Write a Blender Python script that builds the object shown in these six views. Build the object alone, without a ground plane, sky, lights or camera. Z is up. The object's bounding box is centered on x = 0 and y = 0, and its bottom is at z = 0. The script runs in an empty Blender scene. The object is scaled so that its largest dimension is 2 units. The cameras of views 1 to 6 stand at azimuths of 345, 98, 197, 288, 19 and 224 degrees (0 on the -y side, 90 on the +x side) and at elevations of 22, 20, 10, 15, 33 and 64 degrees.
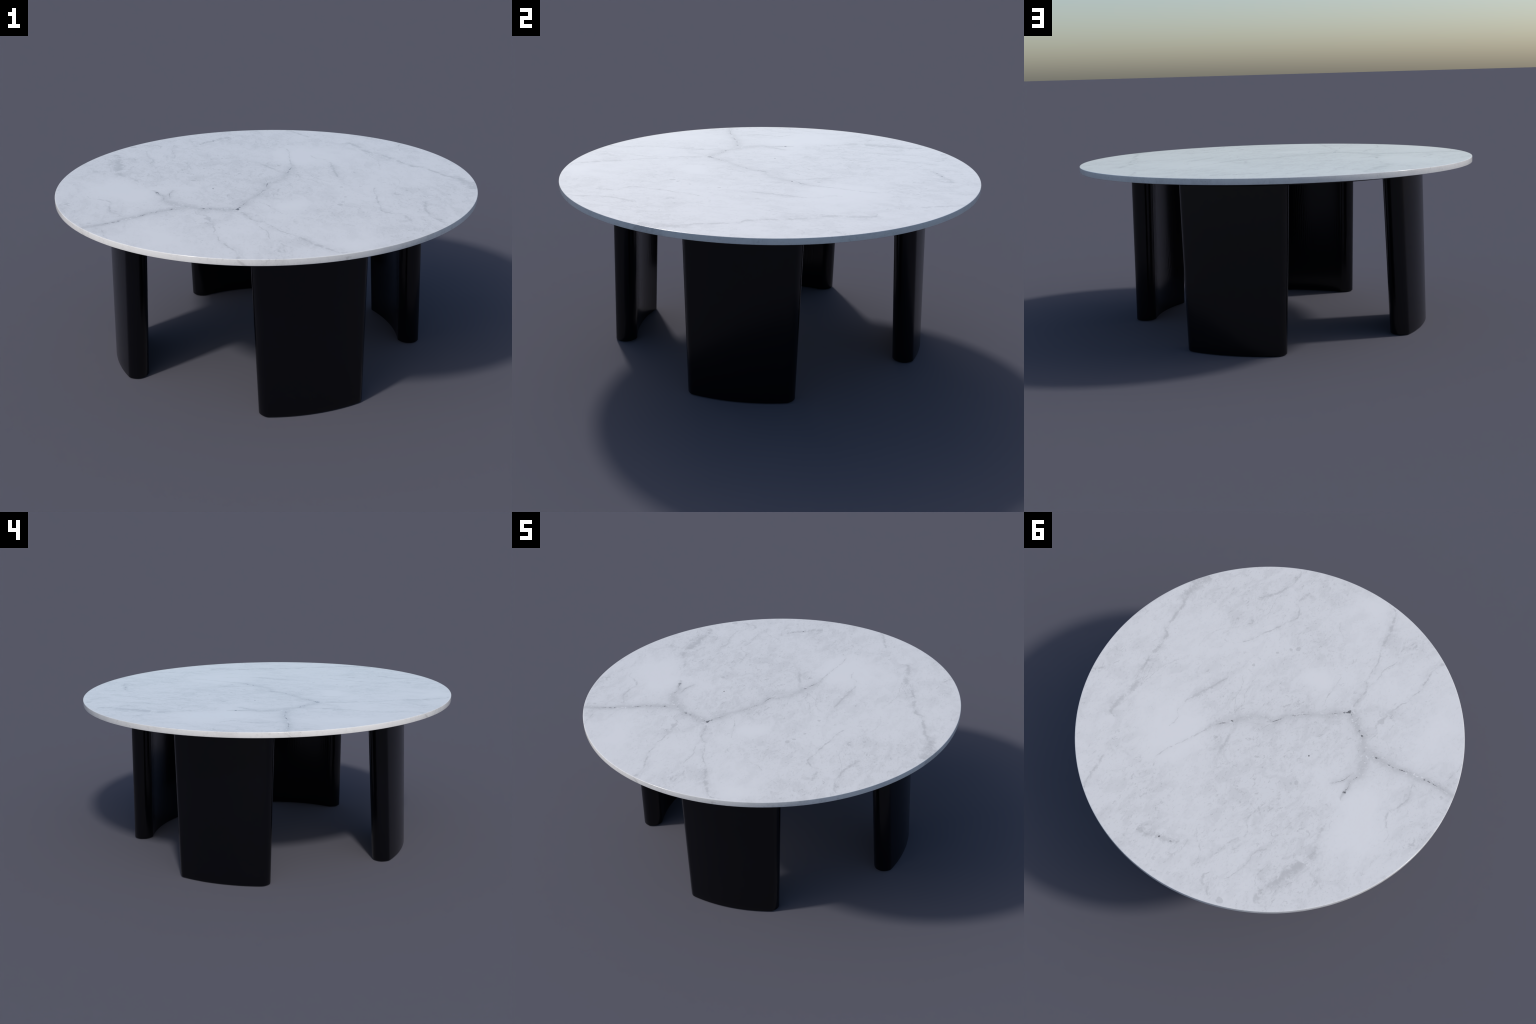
"""Round dining table: a thin white marble disc with chamfered rim, a hidden
black carrier disc under it and four black-stained wooden legs, each a slab
bent along a circle, round at its ends and tapering towards the floor."""
import bpy, bmesh, math

# ------------------------------------------------------------------ sizes (m)
TOP_RADIUS = 1.0
TOP_Z = 0.8440            # upper face of the marble
TOP_THICK = 0.0274
RIM_CHAMFER = 0.0020
PLATE_RADIUS = 0.855      # black carrier disc
PLATE_Z = 0.7955         # its lower face
LEG_TOP_Z = TOP_Z - TOP_THICK - 0.001
# leg section: inner radius, outer radius, half opening angle (rad)
LEG_FOOT = (0.6645, 0.7686, 0.3393)
LEG_HEAD = (0.6419, 0.7514, 0.3815)
LEG_CORNER = 0.0425      # fillet of the four vertical edges
LEG_BOW = 0.0135         # how far the narrow ends bulge
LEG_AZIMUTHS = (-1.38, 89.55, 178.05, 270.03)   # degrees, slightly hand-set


# ------------------------------------------------------------- mesh helpers
def new_object(name, verts, faces, material, parent):
    me = bpy.data.meshes.new(name)
    me.from_pydata(verts, [], faces)
    me.update()
    bm = bmesh.new()
    bm.from_mesh(me)
    bmesh.ops.recalc_face_normals(bm, faces=bm.faces)
    bm.to_mesh(me)
    bm.free()
    me.materials.append(material)
    ob = bpy.data.objects.new(name, me)
    bpy.context.scene.collection.objects.link(ob)
    ob.parent = parent
    return ob


def smooth_by_angle(ob, degrees):
    me = ob.data
    for p in me.polygons:
        p.use_smooth = True
    me.set_sharp_from_angle(angle=math.radians(degrees))


def lathe(profile, segments):
    """Closed solid of revolution from (r, z) pairs, r > 0, capped flat."""
    verts, faces = [], []
    for r, z in profile:
        for i in range(segments):
            a = 2 * math.pi * i / segments
            verts.append((r * math.cos(a), r * math.sin(a), z))
    for k in range(len(profile) - 1):
        for i in range(segments):
            j = (i + 1) % segments
            faces.append((k * segments + i, k * segments + j,
                          (k + 1) * segments + j, (k + 1) * segments + i))
    faces.append(tuple(reversed(range(segments))))
    last = (len(profile) - 1) * segments
    faces.append(tuple(last + i for i in range(segments)))
    return verts, faces


def leg_outline(r_in, r_out, half_angle, inset=0.0):
    """Plan outline of a bent slab centred on the +x axis, counter-clockwise."""
    r_mid = (r_in + r_out) / 2
    hw = half_angle * r_mid
    ht = (r_out - r_in) / 2
    c = LEG_CORNER
    pts = []

    def arc(cx, cy, a0):
        for k in range(13):
            a = math.radians(a0 + 90 * k / 12)
            pts.append((cx + c * math.cos(a), cy + c * math.sin(a)))

    straight = hw - c
    arc(straight, ht - c, 0)
    pts.extend((straight - 2 * straight * k / 48, ht) for k in range(1, 48))
    arc(-straight, ht - c, 90)
    pts.extend((-hw, (ht - c) * (1 - 2 * k / 6)) for k in range(1, 6))
    arc(-straight, -(ht - c), 180)
    pts.extend((-straight + 2 * straight * k / 48, -ht) for k in range(1, 48))
    arc(straight, -(ht - c), 270)
    pts.extend((hw, (ht - c) * (-1 + 2 * k / 6)) for k in range(1, 6))

    out = []
    for s, y in pts:
        # narrow ends bulge: full at mid thickness, none at the broad faces
        ramp = max(0.0, min(1.0, (abs(s) - straight) / c))
        s -= math.copysign(LEG_BOW * (y / ht) ** 2 * ramp, s)
        s *= (hw - inset) / hw
        y *= (ht - inset) / ht
        a = s / r_mid
        r = r_mid + y
        out.append((r * math.cos(a), r * math.sin(a)))
    return out


def build_leg_mesh(material):
    foot_round = 0.004
    levels = [(foot_round * (1 - math.cos(math.radians(90 * k / 4))),
               foot_round * (1 - math.sin(math.radians(90 * k / 4))))
              for k in range(5)]
    steps = 24
    for k in range(1, steps + 1):
        levels.append((foot_round + (LEG_TOP_Z - foot_round) * k / steps, 0.0))
    verts, faces = [], []
    n = 0
    for z, inset in levels:
        f = z / LEG_TOP_Z
        sect = [a + (b - a) * f for a, b in zip(LEG_FOOT, LEG_HEAD)]
        ring = leg_outline(*sect, inset=inset)
        n = len(ring)
        verts.extend((x, y, z) for x, y in ring)
    for k in range(len(levels) - 1):
        for i in range(n):
            j = (i + 1) % n
            faces.append((k * n + i, k * n + j, (k + 1) * n + j, (k + 1) * n + i))
    faces.append(tuple(reversed(range(n))))
    top = (len(levels) - 1) * n
    faces.append(tuple(top + i for i in range(n)))
    return verts, faces


# ---------------------------------------------------------- node conveniences
class Nodes:
    def __init__(self, name):
        self.mat = bpy.data.materials.new(name)
        self.mat.use_nodes = True
        self.tree = self.mat.node_tree
        self.tree.nodes.clear()

    def add(self, kind, **props):
        nd = self.tree.nodes.new(kind)
        for k, v in props.items():
            setattr(nd, k, v)
        return nd

    def put(self, socket, value):
        if hasattr(value, "links") or isinstance(value, bpy.types.NodeSocket):
            self.tree.links.new(value, socket)
        else:
            socket.default_value = value

    def math(self, op, a, b=None, c=None, clamp=False):
        nd = self.add("ShaderNodeMath", operation=op, use_clamp=clamp)
        for i, v in enumerate((a, b, c)):
            if v is not None:
                self.put(nd.inputs[i], v)
        return nd.outputs[0]

    def vmath(self, op, a, b=None, scale=None):
        nd = self.add("ShaderNodeVectorMath", operation=op)
        self.put(nd.inputs[0], a)
        if b is not None:
            self.put(nd.inputs[1], b)
        if scale is not None:
            self.put(nd.inputs["Scale"], scale)
        return nd.outputs["Value"] if op in ("DOT_PRODUCT", "LENGTH", "DISTANCE") \
            else nd.outputs["Vector"]

    def noise(self, vec, scale, detail=2.0, rough=0.5, distort=0.0, colour=False):
        nd = self.add("ShaderNodeTexNoise")
        self.put(nd.inputs["Vector"], vec)
        nd.inputs["Scale"].default_value = scale
        nd.inputs["Detail"].default_value = detail
        nd.inputs["Roughness"].default_value = rough
        nd.inputs["Distortion"].default_value = distort
        return nd.outputs["Color" if colour else "Fac"]

    def ramp(self, x, lo, hi, out_lo=0.0, out_hi=1.0):
        nd = self.add("ShaderNodeMapRange", interpolation_type="SMOOTHSTEP")
        self.put(nd.inputs["Value"], x)
        self.put(nd.inputs["From Min"], lo)
        self.put(nd.inputs["From Max"], hi)
        nd.inputs["To Min"].default_value = out_lo
        nd.inputs["To Max"].default_value = out_hi
        return nd.outputs["Result"]

    def mix(self, fac, a, b):
        nd = self.add("ShaderNodeMix", data_type="RGBA")
        self.put(nd.inputs["Factor"], fac)
        self.put(nd.inputs[6], a)
        self.put(nd.inputs[7], b)
        return nd.outputs[2]

    def scaled(self, vec, sx, sy, sz, rot=0.0, offset=(0, 0, 0)):
        nd = self.add("ShaderNodeMapping")
        self.put(nd.inputs["Vector"], vec)
        nd.inputs["Location"].default_value = offset
        nd.inputs["Rotation"].default_value = (0, 0, rot)
        nd.inputs["Scale"].default_value = (sx, sy, sz)
        return nd.outputs["Vector"]

    def curve(self, x, points):
        nd = self.add("ShaderNodeFloatCurve")
        cm = nd.mapping
        cv = cm.curves[0]
        cv.points[0].location = points[0]
        cv.points[-1].location = points[-1]
        for p in points[1:-1]:
            cv.points.new(*p)
        for p in cv.points:
            p.handle_type = "AUTO_CLAMPED"
        cm.extend = "HORIZONTAL"
        cm.update()
        self.put(nd.inputs["Value"], x)
        return nd.outputs["Value"]

    def vein(self, vec, path, widths):
        """Closeness 0..1 to a vein. path: plan points; widths: half width at
        start, middle and end, or one per point. The path is a curve over its own chord."""
        (x0, y0), (x1, y1) = path[0], path[-1]
        dx, dy = x1 - x0, y1 - y0
        ln = math.hypot(dx, dy)
        ux, uy = dx / ln, dy / ln
        rel = self.vmath("SUBTRACT", vec, (x0, y0, 0.0))
        t = self.vmath("DOT_PRODUCT", rel, (ux / ln, uy / ln, 0.0))
        off = self.vmath("DOT_PRODUCT", rel, (-uy, ux, 0.0))
        offs = [((px - x0) * ux + (py - y0) * uy, -(px - x0) * uy + (py - y0) * ux)
                for px, py in path]
        span = max(0.02, 2.4 * max(abs(o) for _, o in offs))
        track = self.curve(t, [(min(1, max(0, s / ln)), 0.5 + o / span) for s, o in offs])
        away = self.math("SUBTRACT", off,
                         self.math("MULTIPLY_ADD", track, span, -0.5 * span))
        away = self.math("ABSOLUTE", away)
        big = max(widths)
        e = min(0.12, 0.012 / ln + 0.03)
        if len(widths) == len(path):      # one width per path point
            stops = [min(1 - e, max(e, s / ln)) for s, _ in offs]
        else:                             # start, middle, end
            stops = [e, 0.5, 1 - e]
        w = self.curve(t, [(0.0, 0.0)] + [(a, b / big) for a, b in zip(stops, widths)]
                       + [(1.0, 0.0)])
        w = self.math("MULTIPLY_ADD", w, big, 1e-5)
        near = self.math("SUBTRACT", 1.0, self.math("DIVIDE", away, w), clamp=True)
        wide = self.math("MULTIPLY", self.math("MULTIPLY_ADD", w, 3.0, 0.012),
                         self.math("GREATER_THAN", w, 1e-4))
        halo = self.math("SUBTRACT", 1.0,
                         self.math("DIVIDE", away, self.math("ADD", wide, 1e-5)), clamp=True)
        return near, halo

    def spot(self, vec, x, y, radius):
        d = self.vmath("DISTANCE", vec, (x, y, 0.0))
        return self.ramp(d, radius, 0.0)

    def largest(self, items):
        total = items[0]
        for i in items[1:]:
            total = self.math("MAXIMUM", total, i)
        return total

    def sum(self, items):
        total = items[0]
        for i in items[1:]:
            total = self.math("ADD", total, i)
        return total


# ------------------------------------------------------------------ marble
# fissures: path, half widths of the broad grey shadow, strength of the broken
# black thread at each path point, strength of the shadow
FISSURES = [
    ([(0.217, 0.263), (0.189, 0.191), (0.152, 0.127), (0.119, 0.059), (0.056, -0.008),
      (-0.006, -0.038), (-0.032, -0.105), (-0.091, -0.177), (-0.159, -0.249),
      (-0.194, -0.298), (-0.250, -0.355)], (0.022, 0.030, 0.030), (0.01, 0.1, 0.5, 0.4, 0.1, 0.5, 0.4, 0.15, 0.35, 0.6, 0.9), 0.75),
    ([(-0.225, -0.352), (-0.310, -0.320), (-0.345, -0.302), (-0.374, -0.295),
      (-0.406, -0.265), (-0.421, -0.255), (-0.470, -0.225)], (0.035, 0.028, 0.034), (0.6, 0.1, 0.6, 0.7, 0.5, 0.3, 0.1), 0.95),
    ([(-0.450, -0.227), (-0.509, -0.252), (-0.560, -0.263), (-0.602, -0.275),
      (-0.641, -0.290), (-0.691, -0.311), (-0.735, -0.320), (-0.781, -0.345),
      (-0.846, -0.359), (-0.940, -0.372)], (0.030, 0.024, 0.020), (0.2, 0.95, 0.9, 0.95, 0.9, 0.1, 0.6, 0.7, 0.1, 0.3), 1.00),
    ([(-0.455, -0.235), (-0.491, -0.176), (-0.512, -0.136), (-0.512, -0.080),
      (-0.521, -0.024), (-0.529, 0.003), (-0.547, 0.049)], (0.034, 0.026, 0.008), (0.1, 0.15, 0.5, 0.5, 0.1, 0.9, 0.1), 0.90),
    ([(-0.494, -0.110), (-0.485, -0.075), (-0.480, -0.048), (-0.464, -0.014),
      (-0.445, 0.026)], (0.020, 0.016, 0.006), (0.03, 0.08, 0.18, 0.18, 0.12), 0.60),
]
# plain grey veins: path, half widths (start, middle, end), strength
VEINS = [
    ([(0.211, 0.251), (0.217, 0.290), (0.239, 0.376), (0.263, 0.458), (0.272, 0.519), (0.241, 0.590)],
     (0.010, 0.005, 0.006), 0.75),
    ([(0.051, -0.988), (0.018, -0.968), (-0.020, -0.911), (-0.050, -0.848), (-0.072, -0.789), (-0.085, -0.744)],
     (0.010, 0.018, 0.012), 0.95),
    ([(-0.085, -0.744), (-0.120, -0.688), (-0.138, -0.638), (-0.152, -0.584), (-0.174, -0.540),
      (-0.204, -0.504), (-0.212, -0.452), (-0.224, -0.382)], (0.006, 0.010, 0.010), 0.85),
    ([(-0.384, -0.922), (-0.369, -0.867), (-0.377, -0.807), (-0.393, -0.744), (-0.403, -0.727)],
     (0.020, 0.009, 0.006), 0.8),
    ([(-0.403, -0.727), (-0.400, -0.652), (-0.400, -0.602), (-0.385, -0.549), (-0.385, -0.500),
      (-0.382, -0.464), (-0.387, -0.420)], (0.004, 0.006, 0.014), 0.85),
    ([(-0.387, -0.420), (-0.386, -0.388), (-0.415, -0.354), (-0.417, -0.302)], (0.012, 0.005, 0.005), 0.7),
    ([(-0.186, -0.918), (-0.179, -0.865), (-0.171, -0.828), (-0.186, -0.791), (-0.199, -0.752),
      (-0.196, -0.715), (-0.186, -0.666), (-0.200, -0.612), (-0.196, -0.546)], (0.008, 0.006, 0.004), 0.75),
    ([(0.575, -0.801), (0.551, -0.757), (0.548, -0.660), (0.561, -0.603), (0.586, -0.549), (0.612, -0.496)],
     (0.006, 0.014, 0.007), 0.9),
    ([(0.548, -0.611), (0.528, -0.546), (0.503, -0.488), (0.503, -0.440)], (0.004, 0.004, 0.003), 0.6),
    ([(0.438, -0.738), (0.436, -0.697), (0.436, -0.642), (0.394, -0.601), (0.371, -0.553), (0.387, -0.500),
      (0.399, -0.435), (0.421, -0.370), (0.437, -0.301), (0.462, -0.240)], (0.018, 0.006, 0.008), 0.85),
    ([(0.353, -0.033), (0.370, 0.023), (0.381, 0.085), (0.396, 0.144), (0.407, 0.233)],
     (0.008, 0.014, 0.004), 0.95),
    ([(0.407, 0.233), (0.400, 0.275), (0.360, 0.320), (0.358, 0.382)], (0.004, 0.004, 0.006), 0.6),
    ([(0.905, -0.407), (0.914, -0.292), (0.893, -0.216), (0.860, -0.177), (0.839, -0.102), (0.817, -0.018),
      (0.773, 0.031), (0.752, 0.113), (0.730, 0.205)], (0.055, 0.016, 0.022), 0.95),
    ([(0.730, 0.205), (0.695, 0.271), (0.658, 0.356), (0.653, 0.439), (0.639, 0.511), (0.591, 0.548)],
     (0.012, 0.026, 0.018), 0.95),
    ([(0.594, 0.018), (0.631, 0.103), (0.650, 0.185), (0.646, 0.242), (0.638, 0.329)], (0.003, 0.004, 0.004), 0.75),
    ([(0.706, 0.180), (0.666, 0.252), (0.638, 0.329)], (0.003, 0.004, 0.004), 0.7),
    ([(0.193, 0.115), (0.198, 0.066), (0.243, 0.014), (0.265, -0.052), (0.312, -0.093)], (0.007, 0.004, 0.004), 0.7),
    ([(0.180, 0.101), (0.188, 0.012), (0.229, -0.055), (0.225, -0.116)], (0.007, 0.004, 0.003), 0.7),
    ([(-0.113, -0.262), (-0.095, -0.314), (-0.075, -0.392), (-0.057, -0.469)], (0.004, 0.005, 0.004), 0.75),
    ([(-0.738, -0.278), (-0.757, -0.238), (-0.775, -0.191), (-0.772, -0.128), (-0.755, -0.076)],
     (0.006, 0.006, 0.012), 0.75),
    ([(-0.753, -0.079), (-0.779, -0.032), (-0.838, 0.013), (-0.843, 0.060)], (0.012, 0.008, 0.006), 0.65),
    ([(-0.837, -0.539), (-0.847, -0.493), (-0.844, -0.438), (-0.868, -0.392)], (0.007, 0.006, 0.005), 0.7),
    ([(-0.580, 0.182), (-0.610, 0.267), (-0.644, 0.327), (-0.659, 0.378)], (0.012, 0.022, 0.020), 0.8),
    ([(-0.660, 0.414), (-0.636, 0.467), (-0.629, 0.521), (-0.626, 0.570), (-0.611, 0.631), (-0.628, 0.722)],
     (0.050, 0.040, 0.030), 0.9),
    ([(-0.683, 0.419), (-0.754, 0.430), (-0.819, 0.444)], (0.014, 0.016, 0.012), 0.7),
    ([(-0.293, 0.316), (-0.295, 0.437), (-0.353, 0.513), (-0.330, 0.565), (-0.322, 0.650), (-0.321, 0.721)],
     (0.004, 0.010, 0.006), 0.75),
    ([(-0.474, 0.488), (-0.450, 0.551), (-0.459, 0.593), (-0.462, 0.655), (-0.448, 0.743)],
     (0.006, 0.006, 0.005), 0.8),
    ([(-0.168, 0.664), (-0.213, 0.705), (-0.267, 0.734), (-0.278, 0.752), (-0.286, 0.818)],
     (0.003, 0.005, 0.004), 0.65),
    ([(-0.177, 0.727), (-0.188, 0.778), (-0.187, 0.836), (-0.178, 0.897)], (0.003, 0.004, 0.004), 0.7),
    ([(0.045, 0.870), (-0.013, 0.854), (-0.061, 0.823), (-0.124, 0.796), (-0.155, 0.767)],
     (0.030, 0.034, 0.022), 0.85),
    ([(-0.369, 0.769), (-0.372, 0.822), (-0.417, 0.830), (-0.454, 0.856)], (0.014, 0.018, 0.014), 0.75),
    ([(-0.463, 0.215), (-0.463, 0.313), (-0.463, 0.419), (-0.476, 0.500)], (0.006, 0.008, 0.005), 0.55),
    ([(0.832, 0.339), (0.863, 0.400), (0.886, 0.455)], (0.004, 0.004, 0.004), 0.6),
    ([(-0.534, 0.559), (-0.545, 0.625), (-0.574, 0.669)], (0.006, 0.006, 0.006), 0.6),
    ([(-0.974, -0.195), (-0.971, -0.123), (-0.990, -0.019)], (0.006, 0.006, 0.006), 0.6),
    ([(0.464, 0.727), (0.442, 0.787), (0.413, 0.870), (0.389, 0.915)], (0.018, 0.012, 0.008), 0.7),
    ([(0.105, 0.189), (0.080, 0.258), (0.065, 0.316)], (0.018, 0.024, 0.016), 0.7),
    ([(0.533, -0.480), (0.521, -0.373), (0.573, -0.260), (0.620, -0.163), (0.607, -0.049)],
     (0.005, 0.005, 0.004), 0.5),
    ([(0.188, -0.707), (0.129, -0.662), (0.092, -0.653)], (0.005, 0.005, 0.006), 0.65),
]
# clear white fields and clouded grey fields: x, y, radius
CLEAR = [(0.481, 0.282, 0.26), (0.294, 0.300, 0.20), (-0.294, -0.609, 0.20),
         (-0.650, -0.581, 0.30), (-0.655, 0.007, 0.22), (0.015, -0.378, 0.15),
         (0.135, -0.919, 0.15), (-0.760, 0.180, 0.26), (0.30, 0.45, 0.2)]
CLOUDED = [(0.043, 0.250, 0.22), (-0.130, 0.300, 0.32), (-0.100, 0.063, 0.26),
           (-0.190, -0.120, 0.24), (0.144, -0.529, 0.22), (0.430, -0.821, 0.26),
           (0.688, -0.465, 0.30), (0.201, 0.701, 0.25), (0.085, 0.925, 0.22),
           (-0.671, 0.500, 0.25), (-0.370, 0.286, 0.25), (0.024, -0.169, 0.20)]
# isolated darker crystals
CRYSTALS = [(0.220, -0.427, 0.022), (0.250, -0.395, 0.016), (-0.328, 0.135, 0.020),
            (-0.310, 0.160, 0.012), (0.285, -0.33, 0.012), (0.318, -0.185, 0.013),
            (-0.384, -0.423, 0.026), (-0.506, 0.830, 0.030)]
# black crystals
PITS = [(-0.064, 0.820, 0.010), (-0.120, 0.800, 0.009), (-0.264, -0.016, 0.0055),
        (0.152, 0.127, 0.010), (-0.233, -0.345, 0.016), (-0.530, 0.004, 0.014),
        (-0.345, -0.302, 0.010), (-0.374, -0.293, 0.010)]


def marble():
    n = Nodes("white_veined_marble")
    obj = n.add("ShaderNodeTexCoord").outputs["Object"]
    # slanted veins: shift with depth so that the rim shows leaning streaks
    sep = n.add("ShaderNodeSeparateXYZ")
    n.put(sep.inputs[0], obj)
    depth = n.math("SUBTRACT", sep.outputs["Z"], TOP_Z)
    comb = n.add("ShaderNodeCombineXYZ")
    n.put(comb.inputs["X"], n.math("MULTIPLY_ADD", depth, 0.7, sep.outputs["X"]))
    n.put(comb.inputs["Y"], n.math("MULTIPLY_ADD", depth, -0.9, sep.outputs["Y"]))
    flat = comb.outputs[0]

    def warp(vec, scale, amount, detail):
        c = n.noise(vec, scale, detail, 0.6, colour=True)
        c = n.vmath("SUBTRACT", c, (0.5, 0.5, 0.5))
        c = n.vmath("MULTIPLY", c, (amount, amount, 0.0))
        return n.vmath("ADD", vec, c)

    path = warp(flat, 22.0, 0.030, 4.0)     # jitters the vein paths
    soft = warp(flat, 9.0, 0.10, 5.0)       # tears the soft fields apart

    # ---- mottling, stretched along the grain (roughly the y axis)
    grain = n.scaled(obj, 1.25, 0.75, 1.0, rot=math.radians(-12))
    cloud = n.ramp(n.noise(grain, 3.2, 6.0, 0.62, 0.4), 0.36, 0.64)
    fields = n.math("SUBTRACT",
                    n.sum([n.spot(soft, *c) for c in CLOUDED]),
                    n.math("MULTIPLY", n.sum([n.spot(soft, *c) for c in CLEAR]), 0.75))
    cloud = n.math("MULTIPLY_ADD", fields, 0.75, n.math("MULTIPLY_ADD", cloud, 0.50, 0.40), clamp=True)
    fine = n.noise(grain, 78.0, 5.0, 0.68, 0.4)
    mott = n.ramp(n.noise(grain, 13.0, 10.0, 0.72, 0.6), 0.44, 0.60)
    fleck = n.ramp(fine, 0.56, 0.62)
    blotch = n.ramp(n.noise(n.scaled(grain, 1, 1, 1, offset=(3, 7, 1)), 30.0, 7.0, 0.72, 0.8), 0.60, 0.635)
    haze = n.math("MULTIPLY", cloud, n.math("MULTIPLY_ADD", mott, 0.26, 0.19))
    specks = n.math("MAXIMUM", n.math("MULTIPLY", fleck, 0.28), n.math("MULTIPLY", blotch, 0.50))
    specks = n.math("MULTIPLY", specks, n.math("MULTIPLY_ADD", cloud, 0.9, 0.14))
    haze = n.math("ADD", haze, specks)

    # ---- grey veins: ragged edges, broken along their length
    ragged = n.math("SUBTRACT", n.noise(flat, 48.0, 6.0, 0.72), 0.5)
    breaks = n.ramp(n.noise(flat, 15.0, 4.0, 0.65), 0.36, 0.58)
    lines, halos = [], []
    for pts, widths, strength in VEINS:
        near, halo = n.vein(path, pts, widths)
        lines.append(n.math("MULTIPLY", near, strength))
        halos.append(n.math("MULTIPLY", halo, strength))
    lines = n.largest(lines)
    halos = n.largest(halos)
    lines = n.math("MULTIPLY", lines, n.math("MULTIPLY_ADD", breaks, 0.72, 0.32))
    lines = n.ramp(n.math("MULTIPLY_ADD", ragged, n.ramp(lines, 0.0, 0.15, 0.0, 1.9), lines), 0.18, 0.80, 0.0, 0.66)
    halos = n.math("MULTIPLY", n.math("MULTIPLY", halos, halos), n.math("MULTIPLY_ADD", mott, 0.26, 0.12))
    crystals = n.largest([n.spot(path, *c) for c in CRYSTALS])
    crystals = n.math("MULTIPLY_ADD", ragged, n.ramp(crystals, 0.0, 0.2), crystals)
    lines = n.math("MAXIMUM", lines, n.math("MULTIPLY", n.ramp(crystals, 0.25, 0.55), 0.62))

    # ---- fissures: shadow plus black thread
    shadow, thread, far = [], [], []
    for pts, widths, darks, depth_of_grey in FISSURES:
        near, halo = n.vein(path, pts, [1.25 * w for w in widths])
        shadow.append(n.math("MULTIPLY", near, depth_of_grey))
        far.append(n.math("MULTIPLY", halo, 0.4 + 0.6 * depth_of_grey))
        core, _ = n.vein(path, pts, [0.0062 * d for d in darks])
        thread.append(n.ramp(core, 0.15, 0.55))
    shadow = n.largest(shadow)
    far = n.largest(far)
    shade = n.math("MULTIPLY_ADD", ragged, n.ramp(shadow, 0.0, 0.2, 0.0, 1.1), shadow)
    shade = n.ramp(shade, 0.0, 0.85)
    shade = n.math("MULTIPLY", shade, n.ramp(n.noise(flat, 7.0, 3.0, 0.6), 0.35, 0.6, 0.6, 1.0))
    thread = n.largest(thread)
    crumbs = n.noise(flat, 85.0, 5.0, 0.75)
    runs = n.noise(n.scaled(flat, 1, 1, 1, offset=(0.37, 0.11, 0.0)), 9.0, 2.0, 0.5)
    thread = n.math("MULTIPLY", thread,
                    n.ramp(n.math("MULTIPLY_ADD", runs, 1.1, crumbs), 1.075, 1.17))
    pits = n.largest([n.spot(path, *p) for p in PITS])
    pits = n.math("MULTIPLY", n.ramp(pits, 0.2, 0.5), n.ramp(crumbs, 0.42, 0.52))
    black = n.math("MAXIMUM", thread, pits)
    # pale crystals crumbled along the fissures
    pale = n.math("MULTIPLY", n.math("MULTIPLY", shadow, far),
                  n.ramp(n.noise(flat, 48.0, 4.0, 0.65), 0.56, 0.62))

    grey = n.math("MAXIMUM", lines, n.math("MULTIPLY", shade, 0.54))
    cloudy = n.sum([haze, halos, n.math("MULTIPLY", n.math("MULTIPLY", far, far), 0.34)])
    grey = n.math("ADD", grey, n.math("MULTIPLY", cloudy, n.math("SUBTRACT", 1.0, n.math("MULTIPLY", grey, 0.8))), clamp=True)
    grey = n.math("SUBTRACT", grey, n.math("MULTIPLY", pale, 0.8), clamp=True)

    col = n.mix(grey, (0.722, 0.718, 0.716, 1), (0.505, 0.502, 0.502, 1))
    col = n.mix(n.math("MULTIPLY", black, 0.80), col, (0.045, 0.045, 0.050, 1))

    bsdf = n.add("ShaderNodeBsdfPrincipled")
    n.put(bsdf.inputs["Base Color"], col)
    bsdf.inputs["Roughness"].default_value = 0.17
    bsdf.inputs["IOR"].default_value = 1.5
    out = n.add("ShaderNodeOutputMaterial")
    n.put(out.inputs["Surface"], bsdf.outputs[0])
    return n.mat


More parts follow.
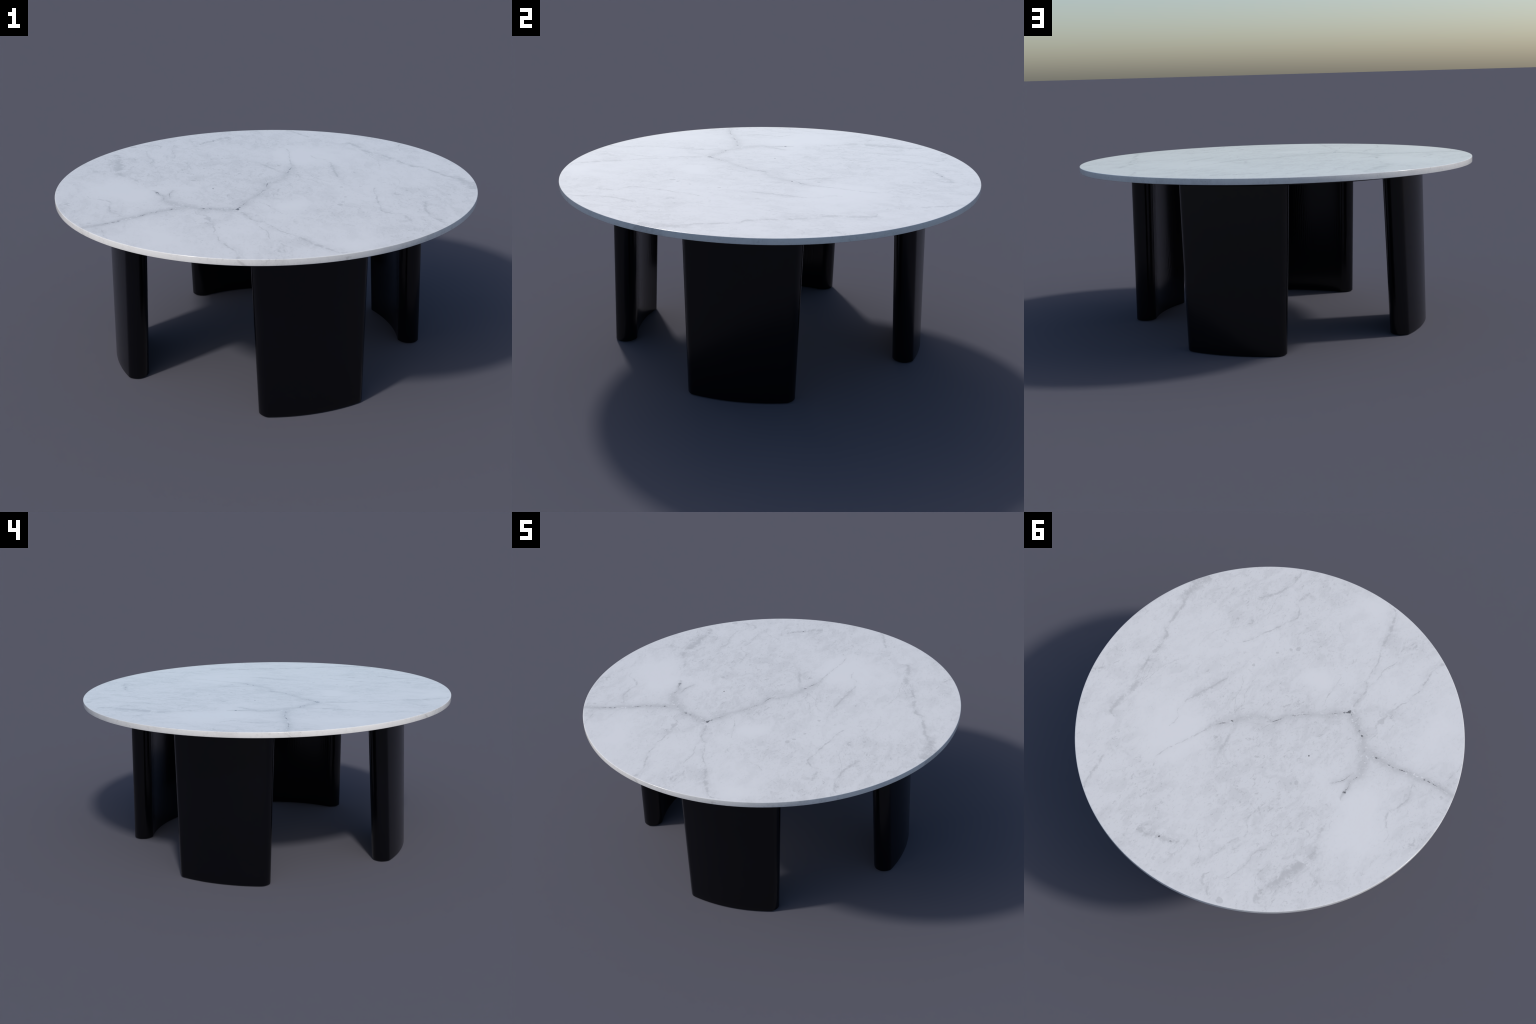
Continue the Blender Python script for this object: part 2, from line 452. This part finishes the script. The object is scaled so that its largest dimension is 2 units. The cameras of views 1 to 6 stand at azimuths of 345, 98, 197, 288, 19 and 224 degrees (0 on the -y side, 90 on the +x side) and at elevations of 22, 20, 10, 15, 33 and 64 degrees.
# ------------------------------------------------------------ black wood
def black_wood():
    n = Nodes("black_stained_wood")
    obj = n.add("ShaderNodeTexCoord").outputs["Object"]
    warp = n.noise(n.scaled(obj, 5.0, 5.0, 1.3), 1.0, 3.0, 0.5, colour=True)
    warp = n.vmath("SUBTRACT", warp, (0.5, 0.5, 0.5))
    vec = n.vmath("ADD", obj, n.vmath("MULTIPLY", warp, (0.16, 0.16, 0.30)))
    rings = n.add("ShaderNodeTexWave", wave_type="BANDS", bands_direction="Y")
    n.put(rings.inputs["Vector"], n.scaled(vec, 1.0, 1.0, 0.40))
    rings.inputs["Scale"].default_value = 22.0
    rings.inputs["Distortion"].default_value = 5.0
    rings.inputs["Detail"].default_value = 3.0
    rings.inputs["Detail Scale"].default_value = 1.2
    pores = n.noise(n.scaled(obj, 260.0, 260.0, 9.0), 1.0, 3.0, 0.6)
    patch = n.ramp(n.noise(n.scaled(obj, 5.0, 5.0, 2.0), 1.0, 2.0, 0.5), 0.47, 0.66)
    height = n.math("MULTIPLY_ADD", n.math("MULTIPLY", rings.outputs["Fac"], patch), 0.7,
                    n.math("MULTIPLY", pores, 0.10))
    bump = n.add("ShaderNodeBump")
    bump.inputs["Strength"].default_value = 0.065
    bump.inputs["Distance"].default_value = 0.004
    n.put(bump.inputs["Height"], height)
    col = n.mix(n.math("MULTIPLY", rings.outputs["Fac"], patch),
                (0.0001, 0.0001, 0.0008, 1), (0.0004, 0.0004, 0.0012, 1))
    bsdf = n.add("ShaderNodeBsdfPrincipled")
    n.put(bsdf.inputs["Base Color"], col)
    bsdf.inputs["Roughness"].default_value = 0.20
    bsdf.inputs["IOR"].default_value = 1.46
    n.put(bsdf.inputs["Normal"], bump.outputs[0])
    out = n.add("ShaderNodeOutputMaterial")
    n.put(out.inputs["Surface"], bsdf.outputs[0])
    return n.mat


# ------------------------------------------------------------------ assembly
stone = marble()
wood = black_wood()

table = bpy.data.objects.new("round_table", None)
bpy.context.scene.collection.objects.link(table)
table["label"] = "round white marble table on four curved black legs"
table["category"] = "dining table"

z0, z1, c, R = TOP_Z - TOP_THICK, TOP_Z, RIM_CHAMFER, TOP_RADIUS
rim = [(R - 3 * c, z0), (R - c, z0)]
for k in range(1, 4):
    a = math.radians(90 * k / 4)
    rim.append((R - c + c * math.sin(a), z0 + c - c * math.cos(a)))
rim += [(R, z0 + c), (R, z1 - c)]
for k in range(1, 4):
    a = math.radians(90 * k / 4)
    rim.append((R - c + c * math.cos(a), z1 - c + c * math.sin(a)))
rim += [(R - c, z1), (R - 3 * c, z1)]
top = new_object("tabletop", *lathe(rim, 512), stone, table)
smooth_by_angle(top, 35)

plate = new_object("support_plate",
                   *lathe([(PLATE_RADIUS - 0.01, PLATE_Z), (PLATE_RADIUS - 0.003, PLATE_Z), (PLATE_RADIUS, PLATE_Z + 0.003),
                           (PLATE_RADIUS, z0 - 0.0005)], 256), wood, table)
smooth_by_angle(plate, 30)

leg = new_object("leg", *build_leg_mesh(wood), wood, table)
smooth_by_angle(leg, 60)
leg.rotation_euler = (0, 0, math.radians(LEG_AZIMUTHS[0]))
for az in LEG_AZIMUTHS[1:]:
    twin = leg.copy()
    twin.rotation_euler = (0, 0, math.radians(az))
    bpy.context.scene.collection.objects.link(twin)
